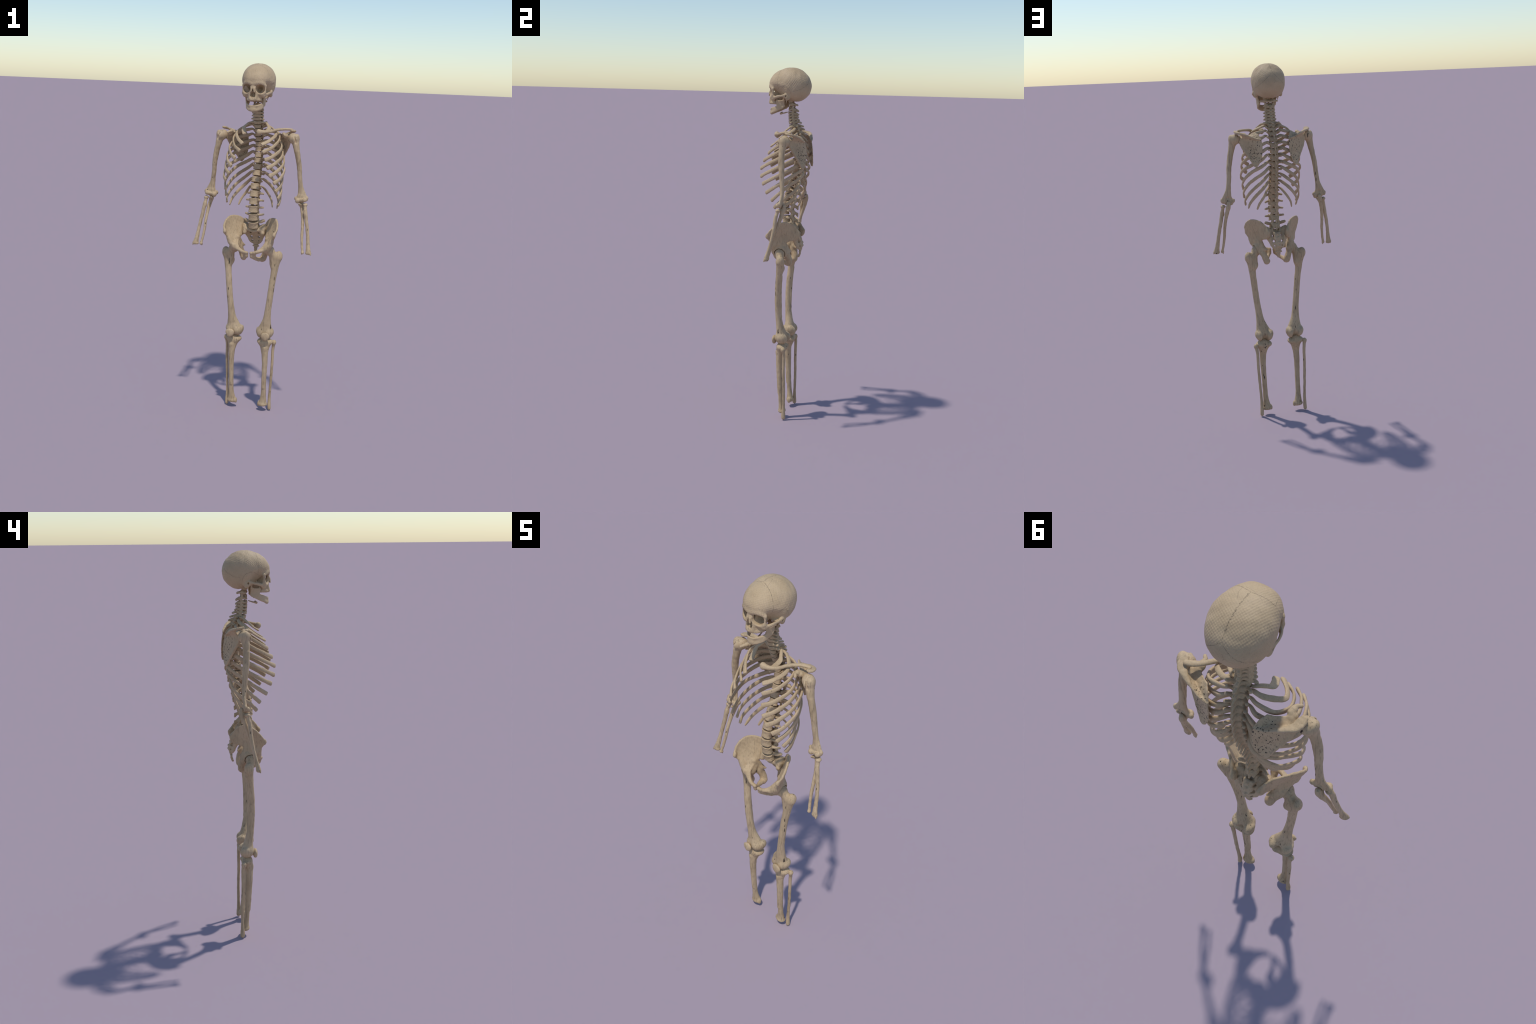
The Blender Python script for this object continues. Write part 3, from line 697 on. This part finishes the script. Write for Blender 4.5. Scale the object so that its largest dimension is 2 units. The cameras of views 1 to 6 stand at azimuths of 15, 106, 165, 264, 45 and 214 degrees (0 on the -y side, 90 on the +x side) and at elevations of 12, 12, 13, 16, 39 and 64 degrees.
def build_scapula():
    b = Bone()
    # blade below the spine
    med = [(.079, .113, 1.602), (.0765, .1195, 1.575), (.0765, .1225, 1.550), (.0825, .1240, 1.510), (.098, .1220, 1.475), (.111, .1165, 1.459)]
    mid = [(.122, .092, 1.606), (.121, .0975, 1.580), (.116, .102, 1.550), (.108, .109, 1.510), (.108, .1155, 1.480), (.1135, .1150, 1.460)]
    lat = [(.170, .058, 1.600), (.176, .058, 1.577), (.163, .071, 1.552), (.141, .090, 1.511), (.124, .1045, 1.479), (.116, .1125, 1.462)]
    b.sheet([med, mid, lat], [[.0030, .0026, .0026, .0030, .0036, .0040], [.0022, .0018, .0018, .0024, .0034, .004], [.0055, .0058, .0054, .0048, .0046, .0042]], n=3, k=.004)
    # blade above the spine
    b.sheet([[(.079, .113, 1.602), (.087, .098, 1.625), (.101, .076, 1.637)], [(.122, .092, 1.606), (.125, .076, 1.618), (.126, .060, 1.626)], [(.165, .058, 1.604), (.160, .049, 1.612), (.155, .040, 1.619)]],
            [[.0028, .0026, .0028], [.0022, .002, .0022], [.006, .005, .0045]], n=3, k=.004)
    b.tube([(.174, .050, 1.588), (.168, .068, 1.556), (.143, .0905, 1.511), (.117, .113, 1.462)], [.0060, .0058, .0050, .0042], k=.006)
    # spine of the blade out to the shoulder roof
    base = [(.080, .112, 1.601), (.110, .0985, 1.605), (.140, .081, 1.608), (.163, .066, 1.612)]
    crest = [(.079, .115, 1.601), (.114, .111, 1.6105), (.150, .097, 1.627), (.180, .080, 1.638)]
    b.sheet([base, crest], [[.0032, .0028, .003, .004], [.0034, .0040, .0044, .0048]], n=4, k=.005)
    b.sheet([[(.150, .0985, 1.626), (.174, .0890, 1.635), (.196, .0765, 1.640), (.2055, .056, 1.645), (.2035, .037, 1.648)],
             [(.150, .0955, 1.626), (.167, .0810, 1.634), (.181, .0640, 1.640), (.187, .049, 1.645), (.192, .037, 1.648)]],
            [[.0048, .0052, .0058, .0062, .0056], [.0046, .0048, .0052, .0056, .0054]], n=4, k=.005)
    # socket and neck
    b.tube([(.150, .062, 1.600), (.176, .047, 1.602)], [.011, .017], flat=((.6, .8, 0), [1.5, 1.35]), k=.012)
    b.ell((.1815, .043, 1.602), (.0075, .0165, .0215), rot=(0, 0, -28), k=.006)
    b.ell((.203, .034, 1.607), (.0292, .0292, .0292), k=.003, cut=True)
    # coracoid hook
    b.tube([(.160, .044, 1.612), (.149, .026, 1.627), (.153, .008, 1.628), (.163, -.005, 1.622)], [.0105, .0086, .0076, .0062], k=.008)
    b.ell((.158, .030, 1.618), (.0140, .0130, .0120), k=.010)
    b.tube([(.146, .030, 1.626), (.156, .018, 1.628)], [.006, .007], k=.006)
    return b.build(.0018, lumps=.0005, lump_size=.022, seed=71)
pair("scapula", build_scapula(), M_SCAP)

# ------------------------------------------------------------------ arm
def build_humerus():
    b = Bone()
    b.ell((.2025, .034, 1.607), (.0280, .0280, .0282), k=.006)
    b.ell((.2225, .0275, 1.6105), (.0145, .0205, .0215), rot=(0, 8, 0), k=.008)
    b.ell((.211, .0085, 1.602), (.0100, .0095, .0160), k=.008)
    b.tube([(.214, .029, 1.598), (.2215, .026, 1.568), (.2275, .0255, 1.540), (.233, .027, 1.515), (.244, .032, 1.455), (.2495, .037, 1.395), (.254, .040, 1.355), (.2585, .0415, 1.325), (.262, .0405, 1.300), (.263, .038, 1.280)],
           [.0225, .0185, .0160, .0150, .0136, .0124, .0130, .0160, .0205, .0270], flat=((0, 1, 0), [1, 1, 1, .98, .95, .95, 1.15, 1.6, 2.2, 2.7]), k=.010)
    b.tube([(.236, .018, 1.535), (.244, .022, 1.480), (.247, .026, 1.440)], [.004, .0055, .003], k=.012)       # muscle roughening
    b.tube([(.296, .038, 1.283), (.285, .041, 1.300), (.272, .042, 1.325)], [.0060, .0045, .0040], k=.008)
    b.ell((.2325, .0415, 1.2755), (.0095, .0090, .0120), rot=(0, -20, 0), k=.010)
    b.ell((.2945, .037, 1.277), (.0075, .0100, .0130), k=.008)
    b.ell((.2835, .0270, 1.2725), (.0125, .0125, .0122), k=.005)
    b.tube([(.2445, .033, 1.2650), (.254, .033, 1.2680), (.264, .032, 1.2700), (.272, .030, 1.2715)], [.0150, .0112, .0110, .0105], k=.004)
    b.ell((.262, .0545, 1.292), (.0125, .0110, .0120), k=.005, cut=True)
    b.ell((.260, .0165, 1.292), (.0100, .0080, .0090), k=.006, cut=True)
    b.tube([(.214, .0055, 1.615), (.222, .007, 1.585)], .0035, k=.006, cut=True)      # tendon groove
    return b.build(.0019, lumps=.0005, lump_size=.03, seed=80)
pair("humerus", build_humerus(), M_LONG)

def build_radius():
    b = Bone()
    b.ell((.2888, .0300, 1.2455), (.0135, .0135, .0080), k=.003)
    b.ell((.2885, .0312, 1.2600), (.0115, .0115, .0075), k=.002, cut=True)
    b.tube([(.289, .030, 1.246), (.2915, .024, 1.225), (.2945, .0195, 1.206), (.3025, .016, 1.160), (.3115, .010, 1.115), (.3188, .002, 1.069), (.3243, -.008, 1.026), (.3280, -.0145, 1.000), (.330, -.017, .986)],
           [.0094, .0090, .0106, .0102, .0098, .0096, .0114, .0140, .0164], flat=((.35, 1, 0), [1, 1, 1.05, 1.12, 1.15, 1.2, 1.3, 1.4, 1.5]), k=.005)
    b.ell((.2885, .0185, 1.2045), (.0070, .0075, .0140), k=.006)
    b.ell((.330, -.0175, .9835), (.0165, .0105, .0085), rot=(0, 0, -8), k=.005)
    b.tube([(.340, -.022, .985), (.3455, -.0255, .9755)], [.0060, .0034], k=.005)
    b.ell((.328, -.018, .972), (.0130, .0085, .0055), k=.003, cut=True)
    return b.build(.0017, lumps=.0004, lump_size=.025, seed=81)
pair("radius", build_radius(), M_LONG)

def build_ulna():
    b = Bone()
    b.tube([(.2605, .0530, 1.2660), (.2625, .0545, 1.2500), (.2665, .0490, 1.2310), (.272, .0425, 1.207), (.2785, .0300, 1.167), (.283, .0155, 1.121), (.285, .003, 1.073), (.290, -.008, 1.026), (.296, -.0165, .992), (.297, -.0185, .984)],
           [.0110, .0120, .0125, .0112, .0092, .0084, .0078, .0070, .0072, .0085], flat=((1, .2, 0), [1, 1.05, 1.1, 1.1, 1.05, 1, 1, 1, 1, 1]), k=.005)
    b.tube([(.2640, .046, 1.240), (.258, .028, 1.2465), (.257, .020, 1.2500)], [.0110, .0085, .0045], k=.008)
    b.tube([(.253, .033, 1.268), (.253, .033, 1.266)], .0178, k=.003, cut=True, smooth=False)
    b.tube([(.243, .033, 1.265), (.270, .032, 1.268)], .0162, k=.003, cut=True, smooth=False)
    b.tube([(.293, -.0155, .984), (.2925, -.0150, .9735)], [.0045, .0026], k=.004)
    return b.build(.0017, lumps=.0004, lump_size=.022, seed=82)
pair("ulna", build_ulna(), M_LONG)

# ------------------------------------------------------------------ hip bone
def build_hip():
    b = Bone()
    crest = [(.142, -.071, 1.076), (.1535, -.050, 1.107), (.1415, -.009, 1.1455), (.112, .0285, 1.1535), (.077, .058, 1.1350), (.052, .094, 1.0920)]
    upper = [(.141, -.062, 1.063), (.1450, -.042, 1.085), (.1310, -.006, 1.112), (.104, .0265, 1.120), (.073, .058, 1.109), (.054, .090, 1.079)]
    lower = [(.131, -.050, 1.046), (.1300, -.036, 1.058), (.1170, -.008, 1.072), (.095, .0205, 1.080), (.073, .050, 1.080), (.056, .082, 1.064)]
    root = [(.121, -.040, 1.022), (.1170, -.030, 1.028), (.1060, -.010, 1.034), (.090, .0120, 1.040), (.077, .033, 1.049), (.061, .070, 1.054)]
    b.sheet([crest, upper, lower, root],
            [[.0050, .0054, .0058, .0048, .0054, .0066], [.0052, .0050, .0052, .0042, .0062, .0075], [.0068, .0066, .0072, .0056, .0090, .0080], [.0100, .0120, .0130, .0125, .0095, .0060]], n=3, k=.008)
    b.ell((.142, -.068, 1.075), (.0065, .0075, .0105), k=.012)
    b.tube([(.122, -.042, 1.030), (.114, -.041, 1.010), (.097, -.041, .994)], [.0095, .0138, .0155], k=.016)
    b.ell((.0545, .080, 1.086), (.0100, .0150, .0220), rot=(25, 0, 0), k=.012)
    # socket block
    b.ell((.0950, -.004, .990), (.0250, .0410, .0400), k=.016)
    b.tube([(.090, .006, 1.035), (.080, .028, 1.010), (.078, .034, .975)], [.0150, .0130, .0150], k=.010)
    # sitting bone
    b.tube([(.080, .028, .972), (.068, .040, .945), (.0585, .041, .919)], [.0170, .0165, .0165], k=.012)
    b.tube([(.072, .043, .955), (.0600, .0440, .920), (.0545, .0330, .9140)], [.0120, .0155, .0140], k=.010)
    b.tube([(.070, .038, .990), (.0570, .0495, .985)], [.0135, .0055], k=.010)
    # pubic arms and joint body
    b.tube([(.092, -.034, .990), (.072, -.045, .980), (.048, -.057, .970), (.026, -.061, .964), (.0140, -.060, .962)], [.0135, .0115, .0095, .0085, .0085], flat=((0, .5, 1), [1, 1, 1.1, 1.15, 1.1]), k=.010)
    b.sheet([[(.0140, -.060, .962), (.032, -.056, .960)], [(.0140, -.053, .941), (.030, -.043, .938)]], .0078, n=2, k=.008)
    b.tube([(.0175, -.053, .948), (.0230, -.043, .9370), (.0330, -.026, .9280), (.0440, -.005, .9200), (.0555, .028, .9160)], [.0110, .0115, .0118, .0125, .0140], flat=((1, -.6, .2), [1.2, 1.3, 1.35, 1.25, 1.0]), k=.008)
    b.ell((.030, -.066, .966), (.0050, .0045, .0045), k=.006)
    b.tube([(.072, .052, 1.075), (.083, .010, 1.030), (.076, -.030, 1.004), (.055, -.052, .980), (.030, -.063, .969)], [.004, .0045, .0045, .004, .003], k=.008)   # inner brim
    # opening below the socket, then the socket itself
    b.ell((.056, -.012, .948), (.0125, .0260, .0155), rot=(8, 0, -30), k=.006, cut=True)
    b.ell((.1035, -.003, .9765), (.0318, .0318, .0318), k=.003, cut=True)
    b.tube([(.118, -.012, .945), (.104, -.006, .952)], [.014, .012], k=.006, cut=True)
    return b.build(.0019, lumps=.0007, lump_size=.03, seed=90)
pair("hip_bone", build_hip(), M_HIP)

# ------------------------------------------------------------------ leg
def build_femur():
    b = Bone()
    b.ell((.1025, -.003, .9765), (.0288, .0288, .0288), k=.004)
    b.tube([(.108, -.0015, .973), (.124, .004, .958), (.145, .010, .940)], [.0190, .0180, .0220], flat=((0, 1, 0), [1, 1.05, 1.1]), k=.012)
    b.tube([(.120, .004, .952), (.124, .010, .915), (.130, .010, .885)], [.0175, .0190, .0180], k=.012)
    b.ell((.160, .0155, .950), (.0175, .0200, .0240), rot=(10, -14, 0), k=.012)
    b.ell((.115, .0210, .8930), (.0090, .0105, .0150), rot=(0, -15, 0), k=.014)
    b.tube([(.148, .012, .930), (.142, .010, .900), (.1365, .006, .860), (.1315, .002, .815), (.127, -.001, .776), (.119, -.002, .695), (.110, .002, .617), (.1045, .0085, .565), (.099, .014, .530), (.094, .020, .500)],
           [.0240, .0215, .0192, .0180, .0176, .0176, .0188, .0238, .0320, .0410], flat=((0, 1, 0), [1.1, 1.1, 1.08, 1.06, 1.05, 1.06, 1.1, 1.2, 1.45, 1.65]), k=.012)
    b.tube([(.150, .026, .925), (.140, .024, .890)], [.006, .005], k=.010)
    b.tube([(.1345, .021, .850), (.124, .0165, .760), (.114, .0165, .680), (.108, .0190, .610)], [.0035, .0042, .0042, .0030], k=.010)          # rough line
    # knee end
    b.ell((.1175, .0265, .4830), (.0225, .0340, .0310), rot=(0, 6, -6), k=.012)
    b.ell((.0640, .0290, .4815), (.0215, .0360, .0320), rot=(0, -8, 8), k=.012)
    b.ell((.094, .001, .488), (.030, .0150, .0280), k=.020)
    b.ell((.134, .030, .4930), (.0080, .0160, .0150), k=.010)
    b.ell((.0470, .033, .4930), (.0080, .0150, .0160), k=.010)
    b.tube([(.0905, .026, .438), (.0905, .050, .466), (.091, .064, .498)], [.0125, .0140, .0120], k=.006, cut=True)
    b.tube([(.095, -.020, .510), (.095, -.020, .470)], [.006, .009], k=.012, cut=True)
    return b.build(.0021, lumps=.0004, lump_size=.05, seed=91)
pair("femur", build_femur(), M_LONG)

def build_patella():
    b = Bone()
    b.ell((.1055, -.0215, .4760), (.0262, .0098, .0215), k=.006)
    b.ell((.1055, -.0200, .4610), (.0145, .0080, .0140), k=.014)
    b.ell((.1055, -.0170, .4770), (.0200, .0080, .0160), k=.006)
    return b.build(.0017, lumps=.0005, lump_size=.02, seed=92)
pair("patella", build_patella(), M_HIP)

def build_tibia():
    b = Bone()
    b.ell((.1185, .0285, .4300), (.0235, .0260, .0160), k=.014)
    b.ell((.0715, .0290, .4290), (.0235, .0285, .0165), k=.014)
    b.ell((.095, .0150, .4260), (.0300, .0200, .0170), k=.012)
    b.tube([(.096, .024, .425), (.0975, .0180, .400), (.0990, .0140, .372), (.1010, .0140, .340), (.1020, .0155, .305), (.1010, .0190, .236), (.1000, .0230, .168), (.0990, .0285, .105), (.0970, .0325, .070), (.0945, .0350, .045)],
           [.0360, .0270, .0205, .0178, .0164, .0146, .0140, .0150, .0190, .0235], flat=((0, 1, 0), [1.3, 1.2, 1.12, 1.03, 1.0, 1.0, 1.02, 1.1, 1.2, 1.25]), k=.012)
    b.tube([(.100, -.0030, .398), (.1005, .0005, .360), (.1005, .0035, .300), (.0985, .0080, .220), (.0965, .0130, .150)], [.0060, .0045, .0038, .0036, .0030], k=.014)   # shin edge
    b.ell((.1005, .0010, .398), (.0100, .0060, .0150), k=.012)
    b.ell((.0940, .0355, .0400), (.0280, .0205, .0125), k=.010)
    b.tube([(.0735, .0350, .045), (.0700, .0350, .0325)], [.0110, .0080], flat=((1, 0, 0), 1.25), k=.008)
    b.ell((.0985, .0355, .0240), (.0200, .0260, .0060), k=.005, cut=True)
    b.ell((.119, .037, .435), (.017, .016, .0055), k=.004) 
    b.ell((.0950, .0350, .4435), (.0060, .0100, .0060), k=.006)
    b.ell((.0950, .0620, .4360), (.0090, .0120, .0120), k=.008, cut=True)
    return b.build(.0020, lumps=.0003, lump_size=.045, seed=93)
pair("tibia", build_tibia(), M_LONG)

def build_fibula():
    b = Bone()
    b.ell((.1455, .0435, .4260), (.0128, .0130, .0140), rot=(15, 0, 0), k=.010)
    b.tube([(.1445, .0445, .418), (.1408, .0480, .395), (.1388, .0490, .367), (.1388, .0490, .296), (.1360, .0520, .223), (.1330, .0535, .150), (.1305, .0540, .090), (.1305, .0540, .055), (.1310, .0535, .030), (.1315, .0545, .013)],
           [.0105, .0090, .0085, .0081, .0079, .0077, .0081, .0094, .0120, .0095], flat=((1, .2, 0), [1, 1, 1, 1, 1, 1, 1, 1.05, 1.15, 1.1]), k=.006)
    b.ell((.1318, .0545, .0140), (.0085, .0105, .0132), k=.006)
    return b.build(.0017, lumps=.0004, lump_size=.022, seed=94)
pair("fibula", build_fibula(), M_LONG)
